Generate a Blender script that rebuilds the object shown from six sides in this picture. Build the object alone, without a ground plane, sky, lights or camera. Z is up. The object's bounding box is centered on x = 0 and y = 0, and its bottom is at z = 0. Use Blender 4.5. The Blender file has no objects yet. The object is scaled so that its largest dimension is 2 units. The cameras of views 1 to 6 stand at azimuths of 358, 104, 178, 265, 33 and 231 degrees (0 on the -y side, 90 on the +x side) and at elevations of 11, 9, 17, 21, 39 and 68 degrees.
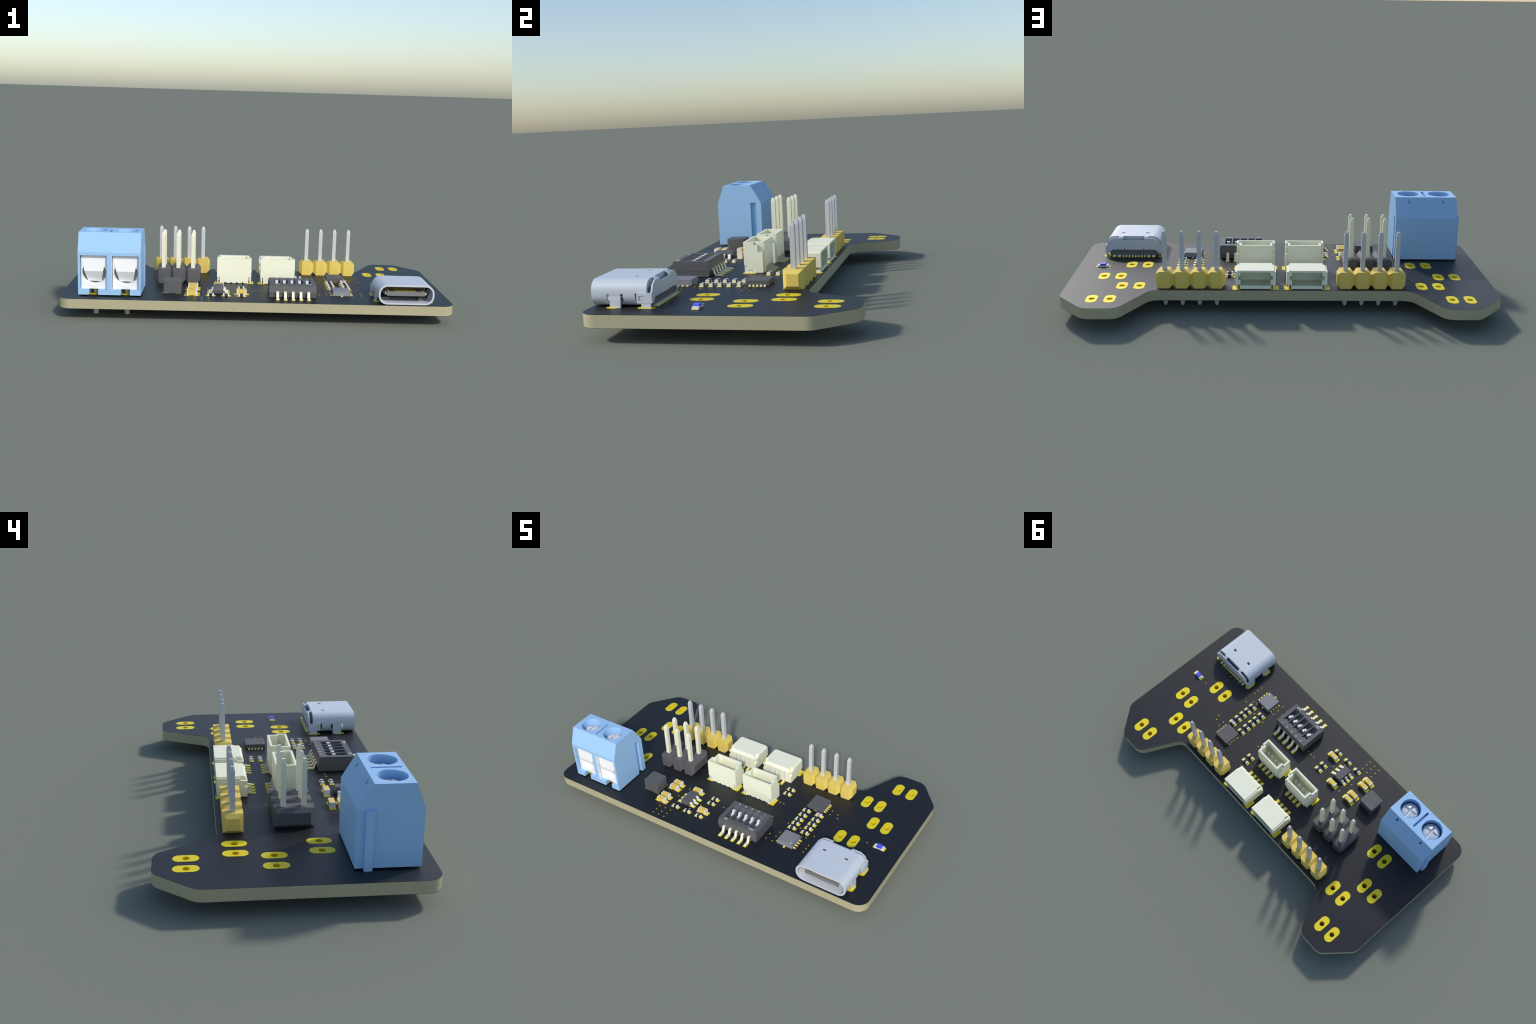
# A small black motor-driver style circuit board with its connectors and chips.
# All sizes are millimetres of the real board; K turns them into scene metres.
# Component heights are measured from the top of the board.
import bpy, bmesh, math
from mathutils import Matrix, Vector

K = 0.031434            # metres per millimetre
ZT = 3.5 * K            # height of the board's top face
HALF = 1.0 / K          # half the board length in mm
T = 1.61                # board thickness

# ------------------------------------------------------------------ materials
MATS = {}

def material(name, col, rough=0.5, metal=0.0, spec=0.5, grain=0.0, scale=60.0, coat=0.0):
    if name in MATS:
        return MATS[name]
    m = bpy.data.materials.new(name)
    m.use_nodes = True
    nt = m.node_tree
    b = nt.nodes["Principled BSDF"]
    b.inputs["Base Color"].default_value = (*col, 1)
    b.inputs["Roughness"].default_value = rough
    b.inputs["Metallic"].default_value = metal
    b.inputs["Specular IOR Level"].default_value = spec
    b.inputs["Coat Weight"].default_value = coat
    if grain > 0:
        tc = nt.nodes.new("ShaderNodeTexCoord")
        nz = nt.nodes.new("ShaderNodeTexNoise")
        nz.inputs["Scale"].default_value = scale
        nz.inputs["Detail"].default_value = 3
        rp = nt.nodes.new("ShaderNodeValToRGB")
        rp.color_ramp.elements[0].position = 0.3
        rp.color_ramp.elements[1].position = 0.7
        rp.color_ramp.elements[0].color = (*[c * (1 - grain) for c in col], 1)
        rp.color_ramp.elements[1].color = (*[min(1, c * (1 + grain)) for c in col], 1)
        nt.links.new(tc.outputs["Object"], nz.inputs["Vector"])
        nt.links.new(nz.outputs["Fac"], rp.inputs["Fac"])
        nt.links.new(rp.outputs["Color"], b.inputs["Base Color"])
    MATS[name] = m
    return m

M_MASK = material("solder_mask_black", (0.0095, 0.0108, 0.0135), 0.46, spec=0.5, grain=0.10, scale=25)
M_FR4 = material("fibreglass_edge", (0.44, 0.40, 0.255), 0.75, spec=0.2, grain=0.02, scale=90)
M_GOLD = material("gold_plating", (0.86, 0.70, 0.028), 0.5, spec=0.3, metal=0.15, grain=0.02)
M_BARREL = material("plated_hole_gold", (0.85, 0.63, 0.004), 0.6, spec=0.3)
M_VIA = material("via_gold", (0.62, 0.40, 0.02), 0.6, spec=0.3)
M_SILVER = material("tinned_pin", (0.58, 0.58, 0.585), 0.45, spec=0.5)
M_TIN = material("tin_terminal", (0.83, 0.83, 0.85), 0.45, spec=0.5)
M_CREAM_PIN = material("pale_gold_pin", (0.86, 0.83, 0.63), 0.45, spec=0.4)
M_BLACK = material("black_plastic", (0.108, 0.108, 0.110), 0.55, spec=0.4)
M_CHIP = material("chip_epoxy_black", (0.105, 0.105, 0.107), 0.55, spec=0.4)
M_GREY = material("chip_epoxy_grey", (0.235, 0.235, 0.255), 0.55, spec=0.4)
M_YELLOW = material("yellow_plastic", (0.80, 0.60, 0.135), 0.6, spec=0.3)
M_BLUE = material("blue_plastic", (0.345, 0.565, 0.83), 0.6, spec=0.25)
M_CAGE = material("plated_cage", (0.88, 0.88, 0.88), 0.4, spec=0.5)
M_SCREW = material("screw_steel", (0.72, 0.74, 0.78), 0.3, spec=0.6)
M_JST = material("cream_plastic", (0.90, 0.90, 0.69), 0.6, spec=0.3)
M_SHELL = material("shell_steel", (0.60, 0.64, 0.69), 0.38, spec=0.6)
M_INSERT = material("connector_insert", (0.13, 0.13, 0.132), 0.5, spec=0.4)
M_TAN = material("ceramic_tan", (0.78, 0.58, 0.13), 0.55, spec=0.3)
M_PINK = material("ceramic_pink", (0.52, 0.40, 0.40), 0.55, spec=0.3)
M_RES = material("resistor_black", (0.048, 0.048, 0.051), 0.5, spec=0.4)
M_WHITE = material("white_slider", (0.80, 0.82, 0.85), 0.45, spec=0.5)
M_INK = material("white_ink", (0.78, 0.78, 0.80), 0.6, spec=0.2)
M_LED = material("blue_lens", (0.085, 0.105, 0.78), 0.35, spec=0.5)
M_DOT = material("pale_marker", (0.62, 0.58, 0.44), 0.6, spec=0.2)

# ------------------------------------------------------------------- helpers
root = bpy.data.objects.new("circuit_board_module", None)
bpy.context.collection.objects.link(root)
root["label"] = "black circuit board with blue terminal and white connectors"
root["category"] = "circuit board"


def to_mesh(name, bm, mat, smooth=None):
    """bmesh in mm -> mesh in metres."""
    bmesh.ops.scale(bm, vec=(K, K, K), verts=bm.verts)
    bmesh.ops.recalc_face_normals(bm, faces=bm.faces)
    me = bpy.data.meshes.new(name)
    bm.to_mesh(me)
    bm.free()
    if mat:
        me.materials.append(mat)
    if smooth:
        for p in me.polygons:
            p.use_smooth = True
        me.set_sharp_from_angle(angle=math.radians(smooth))
    return me


def place(name, me, pos=(0, 0, 0), parent=None, rot=0.0):
    """Put mesh data at a board position (mm, z from the board top)."""
    ob = bpy.data.objects.new(name, me)
    bpy.context.collection.objects.link(ob)
    if parent is None or parent is root:
        ob.location = (pos[0] * K, pos[1] * K, pos[2] * K + ZT)
        ob.parent = root
    else:
        ob.location = (pos[0] * K, pos[1] * K, pos[2] * K)
        ob.parent = parent
    ob.rotation_euler = (0, 0, rot)
    return ob


def add_box(bm, x0, x1, y0, y1, z0, z1):
    r = bmesh.ops.create_cube(bm, size=1)
    for v in r["verts"]:
        v.co = Vector((x0 + (v.co.x + .5) * (x1 - x0), y0 + (v.co.y + .5) * (y1 - y0), z0 + (v.co.z + .5) * (z1 - z0)))
    return r["verts"]


def add_frustum(bm, b, t, z0, z1):
    """Box whose bottom rectangle b and top rectangle t (x0,x1,y0,y1) differ."""
    vs = [bm.verts.new((x, y, z)) for (r, z) in ((b, z0), (t, z1))
          for (x, y) in ((r[0], r[2]), (r[1], r[2]), (r[1], r[3]), (r[0], r[3]))]
    for f in ((3, 2, 1, 0), (4, 5, 6, 7), (0, 1, 5, 4), (1, 2, 6, 5), (2, 3, 7, 6), (3, 0, 4, 7)):
        bm.faces.new([vs[i] for i in f])


def add_prism(bm, pts, lo, hi, axis="z"):
    """Extrude a closed 2D outline along an axis."""
    def co(p, h):
        return {"z": (p[0], p[1], h), "y": (p[0], h, p[1]), "x": (h, p[0], p[1])}[axis]
    a = [bm.verts.new(co(p, lo)) for p in pts]
    b = [bm.verts.new(co(p, hi)) for p in pts]
    bm.faces.new(a)
    bm.faces.new(b[::-1])
    n = len(pts)
    for i in range(n):
        bm.faces.new((a[i], b[i], b[(i + 1) % n], a[(i + 1) % n]))


def add_cyl(bm, x, y, z0, z1, r, seg=24, axis="z"):
    pts = [(x + r * math.cos(2 * math.pi * i / seg), y + r * math.sin(2 * math.pi * i / seg)) for i in range(seg)]
    add_prism(bm, pts, z0, z1, axis)


def boxes(name, mat, *bs):
    bm = bmesh.new()
    for b in bs:
        add_box(bm, *b)
    return to_mesh(name, bm, mat)


def rounded(corners, seg=8):
    """Round a polygon; corners are (x, y, radius)."""
    out = []
    n = len(corners)
    for i in range(n):
        p = Vector(corners[i][:2]); r = corners[i][2]
        a = (Vector(corners[i - 1][:2]) - p).normalized()
        b = (Vector(corners[(i + 1) % n][:2]) - p).normalized()
        half = math.acos(max(-1, min(1, a.dot(b)))) / 2
        if r <= 0:
            out.append(tuple(p)); continue
        t = r / math.tan(half)
        c = p + (a + b).normalized() * (r / math.sin(half))
        s, e = p + a * t - c, p + b * t - c
        a0 = math.atan2(s.y, s.x); da = math.atan2(e.y, e.x) - a0
        while da > math.pi: da -= 2 * math.pi
        while da < -math.pi: da += 2 * math.pi
        for k in range(seg + 1):
            w = a0 + da * k / seg
            out.append((c.x + r * math.cos(w), c.y + r * math.sin(w)))
    return out


def carve(me, cutters, op="DIFFERENCE", smooth=None):
    """Boolean mesh data with a list of bmeshes given in mm."""
    for bm in cutters:
        cm = to_mesh("cutter", bm, None)
        a = bpy.data.objects.new("work", me)
        c = bpy.data.objects.new("cutter", cm)
        for o in (a, c):
            bpy.context.collection.objects.link(o)
        md = a.modifiers.new("b", "BOOLEAN")
        md.operation = op
        md.solver = "EXACT"
        md.object = c
        dg = bpy.context.evaluated_depsgraph_get()
        new = bpy.data.meshes.new_from_object(a.evaluated_get(dg))
        new.name = me.name
        bpy.data.objects.remove(a); bpy.data.objects.remove(c)
        bpy.data.meshes.remove(cm); bpy.data.meshes.remove(me)
        me = new
    if smooth:
        for p in me.polygons:
            p.use_smooth = True
        me.set_sharp_from_angle(angle=math.radians(smooth))
    return me


def cut_box(*b):
    bm = bmesh.new(); add_box(bm, *b); return bm


def cut_cyl(*a, **k):
    bm = bmesh.new(); add_cyl(bm, *a, **k); return bm


def ribbon(bm, path, width, thick, axis="y", at=0.0):
    """A bent metal strip: path of (u, z) swept with the given width.
    axis 'y': u runs along y and the strip is wide in x (centre at)."""
    n = len(path)
    L = []
    for i, p in enumerate(path):
        p = Vector(p)
        d = Vector((0, 0))
        if i > 0: d += (p - Vector(path[i - 1])).normalized()
        if i < n - 1: d += (Vector(path[i + 1]) - p).normalized()
        d.normalize()
        nrm = Vector((-d.y, d.x)) * thick / 2
        L.append((p + nrm, p - nrm))
    rings = []
    for (a, b) in L:
        ring = []
        for q, w in ((a, -1), (a, 1), (b, 1), (b, -1)):
            s = at + w * width / 2
            ring.append(bm.verts.new((s, q.x, q.y) if axis == "y" else (q.x, s, q.y)))
        rings.append(ring)
    for i in range(n - 1):
        for k in range(4):
            bm.faces.new((rings[i][k], rings[i][(k + 1) % 4], rings[i + 1][(k + 1) % 4], rings[i + 1][k]))
    bm.faces.new(rings[0][::-1]); bm.faces.new(rings[-1])


# --------------------------------------------------------------------- board
RIGHT = [(HALF, -16.05, 2.0), (HALF, 11.12, 2.0), (27.74, 16.05, 2.0), (22.95, 16.05, 2.0), (19.12, 8.42, 2.0)]
LEFT = [(-x, y, r) for (x, y, r) in RIGHT[::-1]]
OUTLINE = rounded(RIGHT + LEFT, 10)

# pairs of slotted motor/sensor pads, mirrored left and right
SLOT_HOLES = []
for s in (1, -1):
    for (x, y) in ((24.41, 12.19), (24.41, 2.03), (21.01, 6.47), (21.01, -3.69)):
        SLOT_HOLES += [(s * x, y), (s * (x + 2.545), y)]
HOLE_R = 0.44
YH, XG = 6.42, [9.54 + 2.543 * i for i in range(4)]     # gold header rows


def board_layer(name, mat, z0, z1):
    bm = bmesh.new()
    add_prism(bm, OUTLINE, z0, z1)
    me = to_mesh(name, bm, mat)
    cb = bmesh.new()
    for (x, y) in SLOT_HOLES:
        add_cyl(cb, x, y, -3, 1, HOLE_R + 0.035)
    return carve(me, [cb], smooth=30)


substrate = place("circuit_board", board_layer("circuit_board", M_FR4, -T + 0.035, -0.035))
for z0, z1 in ((-0.035, 0.0), (-T, -T + 0.035)):
    place("solder_mask", board_layer("solder_mask", M_MASK, z0, z1), parent=substrate)

# slotted pads: an oval ring on both faces joined by a plated barrel
bm = bmesh.new()
seg = 32
R, HL = 0.80, 0.74
ov = [(R * math.cos(a), R * math.sin(a) + (HL if math.sin(a) >= 0 else -HL))
      for a in [2 * math.pi * (i + .5) / seg for i in range(seg)]]
ho = [(HOLE_R * math.cos(a), HOLE_R * math.sin(a)) for a in [2 * math.pi * (i + .5) / seg for i in range(seg)]]
loops = []
for (pts, z) in ((ho, -T + .01), (ho, 0.0), (ho, 0.025), (ov, 0.025), (ov, -0.02)):
    loops.append([bm.verts.new((p[0], p[1], z)) for p in pts])
low = [[bm.verts.new((p[0], p[1], z)) for p in pts] for (pts, z) in ((ov, -T + .02), (ov, -T - .025), (ho, -T - .025))]
chain = loops + []
for a, b in zip(chain, chain[1:]):
    for i in range(seg):
        f = bm.faces.new((a[i], a[(i + 1) % seg], b[(i + 1) % seg], b[i]))
        f.material_index = 1 if a is loops[0] else 0
chain = low + [loops[0]]
for a, b in zip(chain, chain[1:]):
    for i in range(seg):
        bm.faces.new((a[i], a[(i + 1) % seg], b[(i + 1) % seg], b[i]))
slot_me = to_mesh("slotted_pad", bm, M_GOLD, smooth=30)
slot_me.materials.append(M_BARREL)
for (x, y) in SLOT_HOLES:
    place("slotted_pad", slot_me, (x, y, 0))

PAD_CACHE = {}

def pad(x, y, w, l, name="solder_pad", oval=False, z=0.0):
    key = (round(w, 3), round(l, 3), oval)
    if key not in PAD_CACHE:
        bm = bmesh.new()
        if oval:
            r = min(w, l) / 2 - 1e-3
            add_prism(bm, rounded([(-w / 2, -l / 2, r), (w / 2, -l / 2, r), (w / 2, l / 2, r), (-w / 2, l / 2, r)], 6), -0.02, 0.025)
        else:
            add_box(bm, -w / 2, w / 2, -l / 2, l / 2, -0.02, 0.025)
        PAD_CACHE[key] = to_mesh("solder_pad", bm, M_GOLD)
    return place(name, PAD_CACHE[key], (x, y, z))


# small vias, too fine to pick apart: one part
VIAS = [(25.71, -2.78), (26.34, -7.31), (25.49, -7.32), (24.58, -7.3), (23.53, -7.3), (22.51, -7.31), (21.45, -7.32),
        (17.56, -10.17), (17.56, -9.27), (17.56, -8.4), (17.29, -5.98), (16.31, -7.04), (15.51, -7.24),
        (18.58, -.13), (18.2, .77), (16.92, .14), (16.92, 1.15), (14.26, -5.46), (11.81, -5.47), (8.53, -1.53),
        (7.77, -1.54), (11.71, -10.56), (11.7, -9.29), (11.72, -8.14), (10.44, -9.29), (10.44, -10.55), (8.62, -5.41),
        (1.42, -7.87), (.66, -7.87), (-.11, -7.88), (3.34, -12.49), (4.62, -12.5), (5.9, -12.5), (7.18, -12.5), (8.47, -12.49),
        (-3.95, -9.41), (-8.91, -9.42), (-8.28, -6.86), (-5.21, -11.12)]
VIAS += [(x, y) for x in (-7.88, -9.03, -10.18) for y in (-15.13, -14.23, -13.22)]
bm = bmesh.new()
for (x, y) in VIAS:
    add_cyl(bm, x, y, -0.02, 0.012, 0.125, 12)
via = place("via", to_mesh("via", bm, M_VIA))
via["kind"] = "stuff"

# --------------------------------------------------------- chip resistors etc.
def chip_part(name, mat, lx, wy, h, term, spots, padw, padl, padx):
    bm = bmesh.new(); add_box(bm, -lx / 2 + term * .9, lx / 2 - term * .9, -wy / 2 + .012, wy / 2 - .012, 0.03, h - .008)
    body = to_mesh(name, bm, mat)
    bm = bmesh.new(); v = add_box(bm, -term / 2, term / 2, -wy / 2, wy / 2, 0.0, h)
    bmesh.ops.bevel(bm, geom=bm.edges[:], offset=0.03, segments=2, affect="EDGES")
    end = to_mesh("end_terminal", bm, M_TIN)
    for (x, y) in spots:
        b = place(name, body, (x, y, 0.02))
        for s in (-1, 1):
            place("end_terminal", end, (s * (lx - term) / 2, 0, 0), parent=b)
            pad(x + s * padx, y, padw, padl)


ROWS = [-1.14, -2.48, -3.73, -4.91, -6.17]
res_spots = [(13.0, y) for y in ROWS] + [(15.54, y) for y in ROWS[1:]]
res_spots += [(7.78, .95), (7.78, 2.27), (-2.55, -12.01), (-5.08, -12.02), (-7.62, -12.01), (-2.55, -8.19), (-2.56, -6.90)]
chip_part("resistor", M_RES, 1.04, 0.52, 0.38, 0.28, res_spots, 0.60, 0.66, 0.51)
chip_part("small_capacitor", M_PINK, 1.0, 0.5, 0.50, 0.26, [(15.54, ROWS[0])], 0.60, 0.66, 0.51)
cap_spots = [(-2.55, -10.71), (-6.37, -6.88), (-10.69, -10.71), (-10.69, -11.95), (-10.69, -6.90), (-10.69, -8.14)]
chip_part("capacitor", M_TAN, 1.64, 0.82, 0.82, 0.22, cap_spots, 0.90, 0.93, 0.775)

# indicator light
bm = bmesh.new(); add_box(bm, -.8, .8, -.4, .4, 0, .2)
led = place("indicator_light", to_mesh("indicator_light", bm, M_WHITE), (27.97, -2.8, .02))
bm = bmesh.new(); add_frustum(bm, (-.48, .48, -.4, .4), (-.40, .40, -.4, .4), .2, .5)
place("lens", to_mesh("lens", bm, M_LED), (0, 0, 0), parent=led)
for s in (-1, 1):
    place("end_terminal", boxes("end_terminal", M_TIN, (-.16, .16, -.41, .41, -.005, .26)), (s * .66, 0, 0), parent=led)
    pad(27.97 + s * .74, -2.8, .66, .92)

# inductor block
bm = bmesh.new()
add_prism(bm, rounded([(-1.49, -1.49, .25), (1.49, -1.49, .25), (1.49, 1.49, .25), (-1.49, 1.49, .25)], 5), 0.03, 2.02)
bmesh.ops.bevel(bm, geom=[e for e in bm.edges if all(v.co.z > 2 for v in e.verts)], offset=.05, segments=2, affect="EDGES")
place("inductor", to_mesh("inductor", bm, M_CHIP, smooth=40), (-14.0, -9.41, 0))
for s in (-1, 1):
    pad(-14.0 + s * 1.0, -9.41, .98, 2.96)

# power regulator with gull-wing legs
bm = bmesh.new()
add_frustum(bm, (-.72, .72, -1.40, 1.40), (-.82, .82, -1.47, 1.47), .08, .6)
add_frustum(bm, (-.82, .82, -1.47, 1.47), (-.68, .68, -1.38, 1.38), .6, 1.12)
bmesh.ops.remove_doubles(bm, verts=bm.verts, dist=1e-4)
reg = place("regulator_chip", to_mesh("regulator_chip", bm, M_CHIP), (-6.37, -9.43, 0))
bm = bmesh.new()
ribbon(bm, [(.75, .62), (1.0, .60), (1.12, .5), (1.18, .18), (1.28, .09), (1.58, .08)], .42, .14, axis="x")
leg = to_mesh("leg", bm, M_TIN, smooth=40)
place("pin_marker", boxes("pin_marker", M_RES, (-.08, .08, -.08, .08, 0, .004)), (-.45, 1.1, 1.12), parent=reg)
for y in (-.95, 0, .95):
    place("leg", leg, (0, y, 0), parent=reg)
    place("leg", leg, (0, y, 0), parent=reg, rot=math.pi)
    for s in (-1, 1):
        pad(-6.38 + s * 1.25, -9.43 + y, 1.18, .60)

# grey sensor chip, sloped sides
bm = bmesh.new()
add_frustum(bm, (-1.5, 1.5, -1.5, 1.5), (-1.40, 1.40, -1.40, 1.40), .04, .8)
sen = place("grey_chip", to_mesh("grey_chip", bm, M_GREY), (14.13, -9.11, 0))
bm = bmesh.new(); add_cyl(bm, 0, 0, 0, .012, .16, 20)
place("pin_marker", to_mesh("pin_marker", bm, M_DOT), (.98, -1.0, .8), parent=sen)
foot = boxes("contact", M_TIN, (-.14, .14, -.12, .12, .025, .13))
for i in range(4):
    for s in (-1, 1):
        y = (i - 1.5) * .65
        place("contact", foot, (s * 1.50, y, 0), parent=sen)
        pad(14.18 + s * 1.64, -9.16 + y, .56, .34)
for s in (-1, 1):
    place("contact", foot, (0, s * 1.5, 0), parent=sen, rot=math.pi / 2)
    pad(14.18, -9.16 + s * 1.58, .34, .56)

# black driver chip
bm = bmesh.new()
add_box(bm, -1.52, 1.52, -1.54, 1.54, .05, .75)
bmesh.ops.bevel(bm, geom=[e for e in bm.edges if all(v.co.z > .7 for v in e.verts)], offset=.04, segments=1, affect="EDGES")
drv = place("driver_chip", to_mesh("driver_chip", bm, M_CHIP), (14.22, 1.26, 0))
place("pin_marker", boxes("pin_marker", M_RES, (-.08, .08, -.08, .08, 0, .004)), (1.2, -1.2, .75), parent=drv)
foot = boxes("contact", M_TIN, (-.16, .16, -.13, .13, .025, .20))
for i in range(5):
    for s in (-1, 1):
        y = (i - 2) * .5
        place("contact", foot, (s * 1.46, y, 0), parent=drv)
        pad(14.27 + s * 1.63, 1.24 + y, .56, .30)
pad(14.27, 1.24 - 1.5, .6, .2)

# -------------------------------------------------------------- pin headers
def header(name, mat, pinmat, centres, yc, rows, pin_top=8.4):
    """A row of chamfered blocks at x centres; rows = pin y offsets."""
    hy = 1.27 * len(rows)
    hx, c = 1.272, .5
    bm = bmesh.new()
    x0 = sum(centres) / len(centres)
    for x in centres:
        x = x - x0
        secs = [(-hx, c), (-hx + c, 0), (hx - c, 0), (hx, c)]
        rings = [[bm.verts.new((x + u, y, z)) for (y, z) in
                  ((-hy + d, d), (hy - d, d), (hy - d, 2.54 - d), (-hy + d, 2.54 - d))] for (u, d) in secs]
        for a, b in zip(rings, rings[1:]):
            for i in range(4):
                bm.faces.new((a[i], a[(i + 1) % 4], b[(i + 1) % 4], b[i]))
        bm.faces.new(rings[0]); bm.faces.new(rings[-1][::-1])
    ob = place(name, to_mesh(name, bm, mat), (x0, yc, 0))
    bm = bmesh.new()
    w, t = .32, .18
    secs = [(-2.95, t), (-2.40, w), (pin_top - .52, w), (pin_top, t)]
    rings = [[bm.verts.new((a * d, b * d, z)) for (a, b) in ((-1, -1), (1, -1), (1, 1), (-1, 1))] for (z, d) in secs]
    for a, b in zip(rings, rings[1:]):
        for i in range(4):
            bm.faces.new((a[i], a[(i + 1) % 4], b[(i + 1) % 4], b[i]))
    bm.faces.new(rings[0]); bm.faces.new(rings[-1][::-1])
    pm = to_mesh("pin", bm, pinmat)
    for x in centres:
        for y in rows:
            place("pin", pm, (x - x0, y, 0), parent=ob)
            pad(x, yc + y, 1.7, 1.7, oval=True, z=-T - .005)


header("yellow_pin_header", M_YELLOW, M_SILVER, XG, YH, [0])
header("yellow_pin_header", M_YELLOW, M_SILVER, [-x for x in XG], YH, [0])
header("black_pin_header", M_BLACK, M_CREAM_PIN, [-10.99, -13.53, -16.07], -1.17, [-1.275, 1.275], pin_top=8.78)

# --------------------------------------------------- blue screw terminal block
TX = -23.85
PX = (TX - 2.54, TX + 2.54)
bm = bmesh.new()
add_prism(bm, [(-14.02, .22), (-14.02, 7.2), (-12.9, 10.25), (-8.22, 10.25), (-6.45, 7.25), (-6.45, .22)], -5.0, 5.0, "x")
me = to_mesh("screw_terminal_block", bm, M_BLUE)
cuts = []
for s in (-2.54, 2.54):
    cuts.append(cut_box(s - 2.14, s + 2.14, -15, -8.6, 1.06, 6.66))           # wire entry
    cuts.append(cut_cyl(s, -10.72, 7.9, 12, 1.77, seg=40))                    # screw well
    cuts.append(cut_box(s - .74, s + .74, -15, -10.2, 0, 1.5))                # notch above the solder pin
    cuts.append(cut_cyl(s * 1.09, -7.88, 8.9, 12, .21, seg=16))               # small vent
cuts.append(cut_box(-.19, .19, -12.38, -8.82, 9.6, 11))                       # divider slot
cuts.append(cut_box(4.55, 6, -8.3, -7.35, 0, 7.28))                           # side groove
me = carve(me, cuts, smooth=14)
tb = place("screw_terminal_block", me, (TX, 0, 0))
place("side_rib", boxes("side_rib", M_BLUE, (-5.42, -4.99, -8.36, -7.42, 0.02, 7.25)), parent=tb)

def cone_cut():
    """Flared mouth of the wire hole."""
    b = bmesh.new()
    rings = [[b.verts.new((r * math.cos(2 * math.pi * i / 36), y, 3.6 + r * math.sin(2 * math.pi * i / 36))) for i in range(36)]
             for (r, y) in ((1.97, -13.45), (1.97, -13.35), (1.70, -12.4))]
    for p, q in zip(rings, rings[1:]):
        for i in range(36):
            b.faces.new((p[i], p[(i + 1) % 36], q[(i + 1) % 36], q[i]))
    b.faces.new(rings[0]); b.faces.new(rings[-1][::-1])
    return b


bm = bmesh.new(); add_box(bm, -2.04, 2.04, -13.35, -8.7, 1.07, 6.5)
cage = carve(to_mesh("clamp_cage", bm, M_CAGE), [cut_cyl(0, 3.6, -14, -11.0, 1.80, seg=36, axis="y"), cone_cut()], smooth=35)
bm = bmesh.new()
# the clamp plate: a straight upper flap that folds and curves back into the wire hole
def plate(sec, th):
    F_, B_ = [[[bm.verts.new((s * w, y + d, z)) for s in (-1, 1)] for (w, y, z) in sec] for d in (0, th)]
    for i in range(len(sec) - 1):
        bm.faces.new((F_[i][0], F_[i][1], F_[i + 1][1], F_[i + 1][0]))
        bm.faces.new((B_[i + 1][0], B_[i + 1][1], B_[i][1], B_[i][0]))
        for k in (0, 1):
            bm.faces.new((F_[i][k], F_[i + 1][k], B_[i + 1][k], B_[i][k]))
    for i in (0, -1):
        bm.faces.new((F_[i][0], F_[i][1], B_[i][1], B_[i][0]))

plate([(2.02, -13.38, 6.32), (1.48, -13.60, 4.02), (1.36, -13.30, 3.45), (1.24, -12.93, 2.90), (1.14, -12.52, 2.40), (1.07, -12.30, 2.12)], .12)
tongue = to_mesh("clamp_tongue", bm, M_CAGE)
bm = bmesh.new()
prof = [(1.58, 7.6), (1.58, 8.78), (1.47, 9.02), (1.28, 9.21), (1.0, 9.37), (.7, 9.47), (.35, 9.53), (0.0, 9.55)]
rings = [[bm.verts.new((r * math.cos(2 * math.pi * i / 40), r * math.sin(2 * math.pi * i / 40), z)) for i in range(40)] for (r, z) in prof[:-1]]
top = bm.verts.new((0, 0, 9.55))
for p, q in zip(rings, rings[1:]):
    for i in range(40):
        bm.faces.new((p[i], p[(i + 1) % 40], q[(i + 1) % 40], q[i]))
for i in range(40):
    bm.faces.new((rings[-1][i], rings[-1][(i + 1) % 40], top))
bm.faces.new(rings[0][::-1])
screw = to_mesh("screw", bm, M_SCREW)
cross = []
for k in (0, 1):
    b = cut_box(-1.75, 1.75, -.19, .19, 9.12, 10)
    bmesh.ops.rotate(b, verts=b.verts, matrix=Matrix.Rotation(math.radians(8 + 90 * k), 3, "Z"))
    cross.append(b)
screw = carve(screw, cross, smooth=32)
bm = bmesh.new(); add_cyl(bm, 0, 0, -3.5, 1.06, .44, 24)
solder_pin = to_mesh("solder_pin", bm, M_SILVER, smooth=40)
for s in (-2.54, 2.54):
    cg = place("clamp_cage", cage, (s, 0, 0), parent=tb)
    place("clamp_tongue", tongue, (s, 0, 0), parent=tb)
    place("screw", screw, (s, -10.72, 0), parent=tb)
    place("solder_pin", solder_pin, (s, -11.35, 0), parent=tb)
    pad(TX + s, -11.35, 3.0, 3.0, oval=(s > 0))
    if s > 0:
        place("partition", boxes("partition", M_CAGE, (.38, .43, -13.98, -13.36, 1.08, 6.6)), parent=tb)
    pad(TX + s, -11.35, 3.0, 3.0, oval=(s > 0), z=-T - .005)

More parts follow.
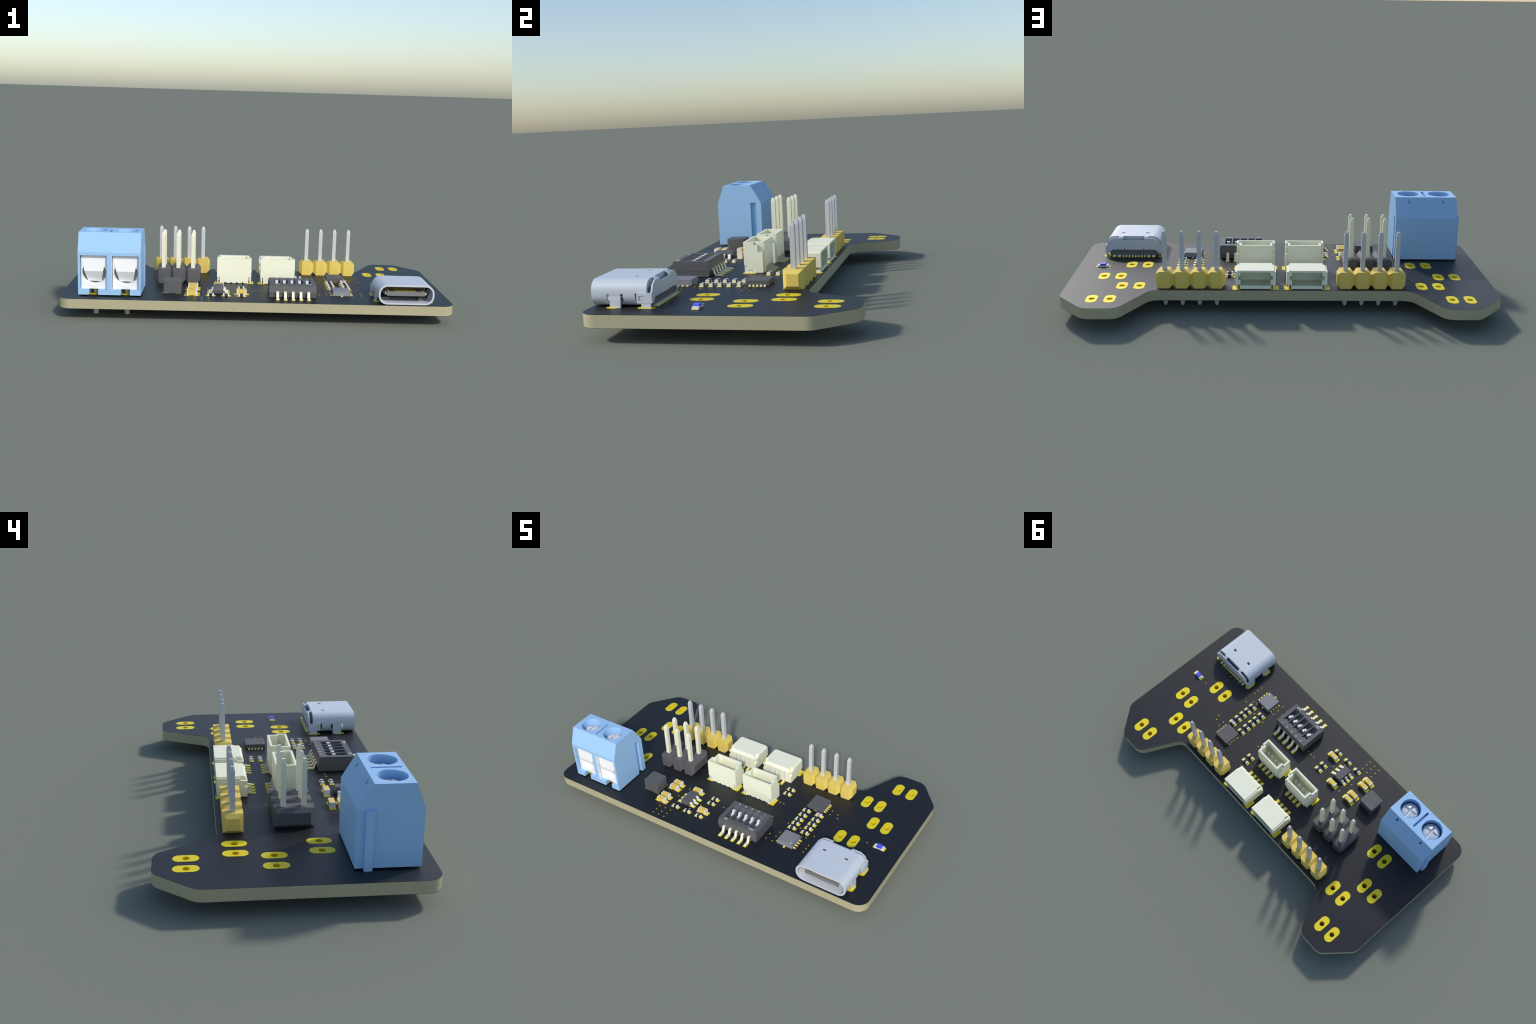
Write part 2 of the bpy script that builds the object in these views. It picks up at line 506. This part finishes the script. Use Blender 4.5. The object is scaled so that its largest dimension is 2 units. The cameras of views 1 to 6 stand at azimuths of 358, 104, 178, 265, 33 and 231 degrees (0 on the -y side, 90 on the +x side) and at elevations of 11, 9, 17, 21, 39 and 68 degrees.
# -------------------------------------------------------------- slide switch
SX, SY = 5.86, -9.81
PIT = 1.27
bm = bmesh.new()
add_frustum(bm, (-3.88, 3.88, -2.75, 2.75), (-3.88, 3.88, -2.55, 2.55), .80, 1.95)
me = to_mesh("slide_switch", bm, M_BLACK)
cuts = []
bmx = bmesh.new(); add_box(bmx, -3.78, 3.78, -2.5, 2.5, 1.8, 2.2)
me = carve(me, [bmx], op="UNION")
bmx = bmesh.new(); add_box(bmx, -3.84, 3.84, -2.62, 2.62, .06, 1.2)
me = carve(me, [bmx], op="UNION")
for i in range(5):
    x = (i - 2) * PIT
    c = bmesh.new()
    add_prism(c, [(-1.82 , 2.26), (-.85, 1.42), (.55, 1.42), (1.6, 2.26)], x - .53, x + .53, "x")
    cuts.append(c)
me = carve(me, cuts)
sw = place("slide_switch", me, (SX - .03, SY + .06, 0))
knob = boxes("slider_knob", M_WHITE, (-.23, .23, -.42, .55, 1.42, 1.72), (-.22, .22, .02, .50, 1.71, 2.22))
bm = bmesh.new()
ribbon(bm, [(2.40, .98), (2.84, .98), (2.98, .92), (3.16, .24), (3.28, .11), (4.15, .11)], .44, .17)
lead = to_mesh("lead", bm, M_CREAM_PIN, smooth=40)
for i in range(5):
    x = (i - 2) * PIT
    place("slider_knob", knob, (x, 0, 0), parent=sw)
    place("lead", lead, (x + .03, -.06, 0), parent=sw)
    place("lead", lead, (x + .03, -.06, 0), parent=sw, rot=math.pi)
    for s in (-1, 1):
        pad(SX + x, SY + s * 3.84, .60, 1.23)


def lettering(text, x, y, size, parent):
    cu = bpy.data.curves.new("lettering", "FONT")
    cu.body = text
    cu.size = size * K
    cu.align_x = "CENTER"; cu.align_y = "CENTER"
    cu.extrude = .006 * K
    ob = bpy.data.objects.new("work", cu)
    bpy.context.collection.objects.link(ob)
    me = bpy.data.meshes.new_from_object(ob.evaluated_get(bpy.context.evaluated_depsgraph_get()))
    bpy.data.objects.remove(ob); bpy.data.curves.remove(cu)
    me.name = "lettering"
    me.materials.clear(); me.materials.append(M_INK)
    place("lettering", me, (x, y, 2.207), parent=parent, rot=math.pi)


for i, t in enumerate("12345"):
    lettering(t, (2 - i) * 1.28 + .08, 2.12, .62, sw)
lettering("ON", 8.47 - SX, -2.15, .60, sw)
lettering("KE", 3.33 - SX, -2.15, .60, sw)

# --------------------------------------------------- cream 4-way connectors
def jst_vertical(x):
    zt = 4.38
    bm = bmesh.new()
    # plan: flush front, the back wall stands proud of two set-back end strips
    add_prism(bm, [(-2.98, -2.84), (2.98, -2.84), (2.98, -.14), (2.53, -.14), (2.53, .04), (-2.53, .04), (-2.53, -.14), (-2.98, -.14)], 0.06, zt)
    me = to_mesh("upright_connector", bm, M_JST)
    cuts = [cut_box(-2.22, 2.22, -2.53, -.28, .75, 6),
            cut_box(-2.66, 2.66, -2.53, -1.5, 1.2, 6)]       # wider front half of the mouth
    for s in (-1, 1):
        a, b = sorted((s * 2.56, s * 4))
        cuts.append(cut_box(a, b, -1.38, 1, zt - .42, 6))    # stepped cut in the outer skin
        cuts.append(cut_box(a, b, -.82, 1, zt - 1.40, 6))
        a, b = sorted((s * 2.50, s * 4))
        cuts.append(cut_box(a, b, -4, -2.45, -1, 1.08))      # room for the mounting tab
        cuts.append(cut_box(a, b, -4, -1.62, -1, .48))
    for i in range(4):
        cuts.append(cut_cyl((i - 1.5), 0.06, -4, -2.4, .17, seg=8, axis="y"))
    me = carve(me, cuts)
    ob = place("upright_connector", me, (x, 0, 0))
    bm = bmesh.new()
    ribbon(bm, [(-.10, .95), (.14, .78), (.20, .20), (.30, .10), (.88, .09)], .24, .16)
    lead = to_mesh("lead", bm, M_SILVER)
    pin = boxes("pin", M_TIN, (-.11, .11, -1.55, -1.33, .7, 2.9))
    tab = boxes("mounting_tab", M_TIN, (-.09, .09, -2.80, -2.47, .03, 1.04), (-.085, .085, -2.70, -1.70, .025, .44))
    for i in range(4):
        place("lead", lead, (i - 1.5, 0, 0), parent=ob)
        place("pin", pin, (i - 1.5, 0, 0), parent=ob)
        pad(x + i - 1.5, .33, .6, 1.55)
    for s in (-1, 1):
        place("mounting_tab", tab, (s * 2.80, 0, 0), parent=ob)
        pad(x + s * 2.8, -2.1, 1.2, 1.8)


def jst_flat(x):
    bm = bmesh.new()
    add_prism(bm, [(-2.98, .72), (-2.3, .72), (-2.3, .07), (2.3, .07), (2.3, .72), (2.98, .72), (2.98, 2.72), (2.72, 2.72), (2.72, 2.90), (-2.72, 2.90), (-2.72, 2.72), (-2.98, 2.72)], 4.30, 8.0, "y")
    me = to_mesh("flat_connector", bm, M_JST)
    fb = bmesh.new(); add_box(fb, -2.98, 2.98, 3.85, 6.9, .07, 2.35)   # rear block against the board
    rr = bmesh.new(); add_prism(rr, [(3.95, 2.0), (3.95, 2.42), (4.22, 2.88), (4.7, 2.88), (4.7, 2.0)], -2.5, 2.5, "x")    # sloped shoulder behind the top plate
    me = carve(me, [fb, rr], op="UNION")
    cuts = [cut_box(-2.22, 2.22, 4.75, 7.75, .42, 2.62), cut_box(-2.22, 2.22, 7.5, 9, .56, 2.62),
            cut_box(-2.55, 2.55, 5.2, 9, 1.45, 2.05)]
    for s in (-1, 1):
        c = bmesh.new()
        a, b = sorted((s * 2.45, s * 4))
        add_prism(c, [(4.05, 2.36), (4.75, 2.36), (5.15, 3.2), (4.05, 3.2)], a, b, "x")
        cuts.append(c)
        a, b = sorted((s * 2.60, s * 4))
        cuts.append(cut_box(a, b, 3, 4.25, 1.45, 2.1))
        a, b = sorted((s * 2.35, s * 4))
        cuts.append(cut_box(a, b, 6.6, 9, -1, .75))
    for i in range(4):
        cuts.append(cut_box(i - 1.5 - .14, i - 1.5 + .14, 3, 4.05, -1, 2.40))
    for i in range(4):
        cuts.append(cut_cyl(i - 1.5, 3.82, -1, 2.36, .21, seg=10))          # scalloped groove round each pin
    me = carve(me, cuts)
    ob = place("flat_connector", me, (x, 0, 0))
    bm = bmesh.new()
    ribbon(bm, [(4.3, 2.3), (4.02, 2.28), (3.95, 2.15), (3.92, .70), (3.82, .40), (3.62, .12), (3.50, .09), (3.10, .09)], .22, .16)
    lead = to_mesh("lead", bm, M_TIN)
    pin = boxes("pin", M_TIN, (-.11, .11, 4.7, 6.8, 1.90, 2.12))
    tab = boxes("mounting_tab", M_TIN, (-.09, .09, 7.62, 7.92, .03, .98), (-.085, .085, 6.75, 7.70, .025, .42))
    for i in range(4):
        place("lead", lead, (i - 1.5, 0, 0), parent=ob)
        place("pin", pin, (i - 1.5, 0, 0), parent=ob)
        pad(x + i - 1.5, 3.40, .6, 1.55)
    for s in (-1, 1):
        place("mounting_tab", tab, (s * 2.66, 0, 0), parent=ob)
        pad(x + s * 2.8, 7.28, 1.2, 1.8)


for x in (3.79, -3.79):
    jst_vertical(x)
    jst_flat(x)

# ------------------------------------------------------------- power/data port
UX = 23.87
F, B = -15.74, -8.78                       # mouth and rear of the shell
HW, Z0, Z1, CR, TH = 4.48, .08, 3.30, 1.42, .27
bm = bmesh.new()
add_prism(bm, rounded([(-HW, Z0, CR), (HW, Z0, CR), (HW, Z1, CR), (-HW, Z1, CR)], 10), F, B, "y")
me = to_mesh("metal_port", bm, M_SHELL)
c = bmesh.new()
add_prism(c, rounded([(-HW + TH, Z0 + TH, CR - TH), (HW - TH, Z0 + TH, CR - TH), (HW - TH, Z1 - TH, CR - TH), (-HW + TH, Z1 - TH, CR - TH)], 10), F - 1, B - .25, "y")
cuts = [c]
for s in (-1, 1):
    for (y0, y1, z) in ((-13.85, -13.48, 1.65), (-12.12, -11.78, 1.65), (-10.28, -10.0, 1.72), (-9.6, -8.0, .62)):
        a, b = sorted((s * 3.9, s * 6))
        cuts.append(cut_box(a, b, y0, y1, -1, z))
    c = bmesh.new()                          # punched dimple in the roof
    add_prism(c, [(-11.0, 3.6), (-11.0, 3.27), (-10.72, 2.9), (-10.52, 2.9), (-10.52, 3.6)], s * 2 - .30, s * 2 + .30, "x")
    cuts.append(c)
me = carve(me, cuts, smooth=32)
usb = place("metal_port", me, (UX, 0, 0))

# rear cover folded down behind the shell, joined by two bent straps
bm = bmesh.new()
cover = rounded([(-4.60, .56, .15), (-4.05, .56, .1), (-3.55, 1.14, .1), (3.55, 1.14, .1), (4.05, .56, .1), (4.60, .56, .15),
                 (4.60, 1.86, .2), (4.28, 2.0, .1), (4.10, 2.6, .6), (3.2, 3.12, .5), (-3.2, 3.12, .5), (-4.10, 2.6, .6), (-4.28, 2.0, .1), (-4.60, 1.86, .2)], 4)
add_prism(bm, cover, -8.30, -8.10, "y")
cov = carve(to_mesh("rear_cover", bm, M_SHELL), [cut_box(-1.72, 1.72, -9, -7, 2.72, 4)], smooth=35)
cov = place("rear_cover", cov, parent=usb)
bm = bmesh.new()
ribbon(bm, [(-8.95, 3.205), (-8.70, 3.205), (-8.48, 3.16), (-8.30, 3.02), (-8.21, 2.84), (-8.20, 2.6)], .74, .18)
strap = to_mesh("strap", bm, M_SHELL, smooth=50)
for s in (-1, 1):
    place("strap", strap, (s * 2.07, 0, 0), parent=usb)
for x in (-2.55, -1.55, 1.55, 2.55):
    bm = bmesh.new(); add_cyl(bm, x, 1.13, -8.25, -8.095, .15, 12, "y")
    place("rivet", to_mesh("rivet", bm, M_INSERT), parent=usb)

for s in (-1, 1):
    # cheek plates that wrap round the sides, with a pressed square and a solder leg
    bm = bmesh.new()
    add_prism(bm, rounded([(-10.02, .58, .2), (-8.11, .58, .12), (-8.11, 1.80, .12), (-10.02, 1.80, .2)], 4), 4.42, 4.62, "x")
    w = to_mesh("cheek_plate", bm, M_SHELL)
    w = carve(w, [cut_box(4.52, 5, -9.75, -9.12, .85, 1.45)])
    p = place("cheek_plate", w, parent=usb, rot=0)
    p2 = boxes("pressed_square", M_SHELL, (4.5, 4.58, -9.62, -9.12, .96, 1.34))
    q = place("pressed_square", p2, parent=usb)
    g = boxes("solder_leg", M_SHELL, (4.40, 4.60, -9.48, -8.30, -1.0, .62))
    h = place("solder_leg", g, parent=usb)
    bm = bmesh.new()
    ribbon(bm, [(4.30, 1.9), (4.36, 1.5), (4.42, 1.0), (4.45, .4), (4.45, -1.0)], 1.36, .2, axis="x", at=-12.77)
    k = place("solder_leg", to_mesh("solder_leg", bm, M_SHELL), parent=usb)
    if s < 0:
        for o in (p, q, h, k):
            for v in o.data.vertices:
                v.co.x = -v.co.x
            o.data.flip_normals()
    pad(UX + s * 4.32, -13.12, 1.05, 1.75, oval=True)
    pad(UX + s * 4.32, -8.95, 1.05, 2.2, oval=True)

insert = boxes("insert", M_INSERT, (-3.95, 3.95, -9.8, -8.32, .22, 2.3))
ins = place("insert", insert, parent=usb)
M_TONGUE = material("tongue_plastic", (0.20, 0.20, 0.20), 0.5, spec=0.4)
tong = boxes("tongue", M_TONGUE, (-3.04, 3.04, -15.32, -9.5, 1.44, 2.08), (-3.36, 3.36, -14.6, -9.52, 1.48, 2.04), (-3.6, 3.6, -12.4, -9.54, 1.2, 2.3))
place("tongue", tong, parent=usb)
for s in (-1, 1):
    place("latch_spring", boxes("latch_spring", M_SILVER, (-.16, .16, -15.1, -9.6, 1.62, 1.86)), (s * 3.16, 0, 0), parent=usb)
COLS = [(-3.2, .5), (-2.4, .5), (-1.75, .3), (-1.25, .3), (-.75, .3), (-.25, .3), (.25, .3), (.75, .3), (1.25, .3), (1.75, .3), (2.4, .5), (3.2, .5)]
for (x, w) in COLS:
    wire = .28 if w < .4 else .56
    lead_me = boxes("lead", M_CREAM_PIN, (-wire / 2, wire / 2, -8.6, -7.95, .02, .22))
    place("lead", lead_me, (x, 0, 0), parent=usb)
    if abs(x) > 3 or abs(x) < 2:
        place("contact", boxes("contact", M_TAN, (-.15, .15, -15.05, -9.4, 2.06, 2.10)), (x * .88, 0, 0), parent=usb)
    pad(UX + x, -8.35, w + .05, 1.25)
for s in (-1, 1):
    place("shield_finger", boxes("shield_finger", M_INSERT, (-.75, .75, -13.6, -9.6, .42, .80)), (s * 3.1, 0, 0), parent=usb)
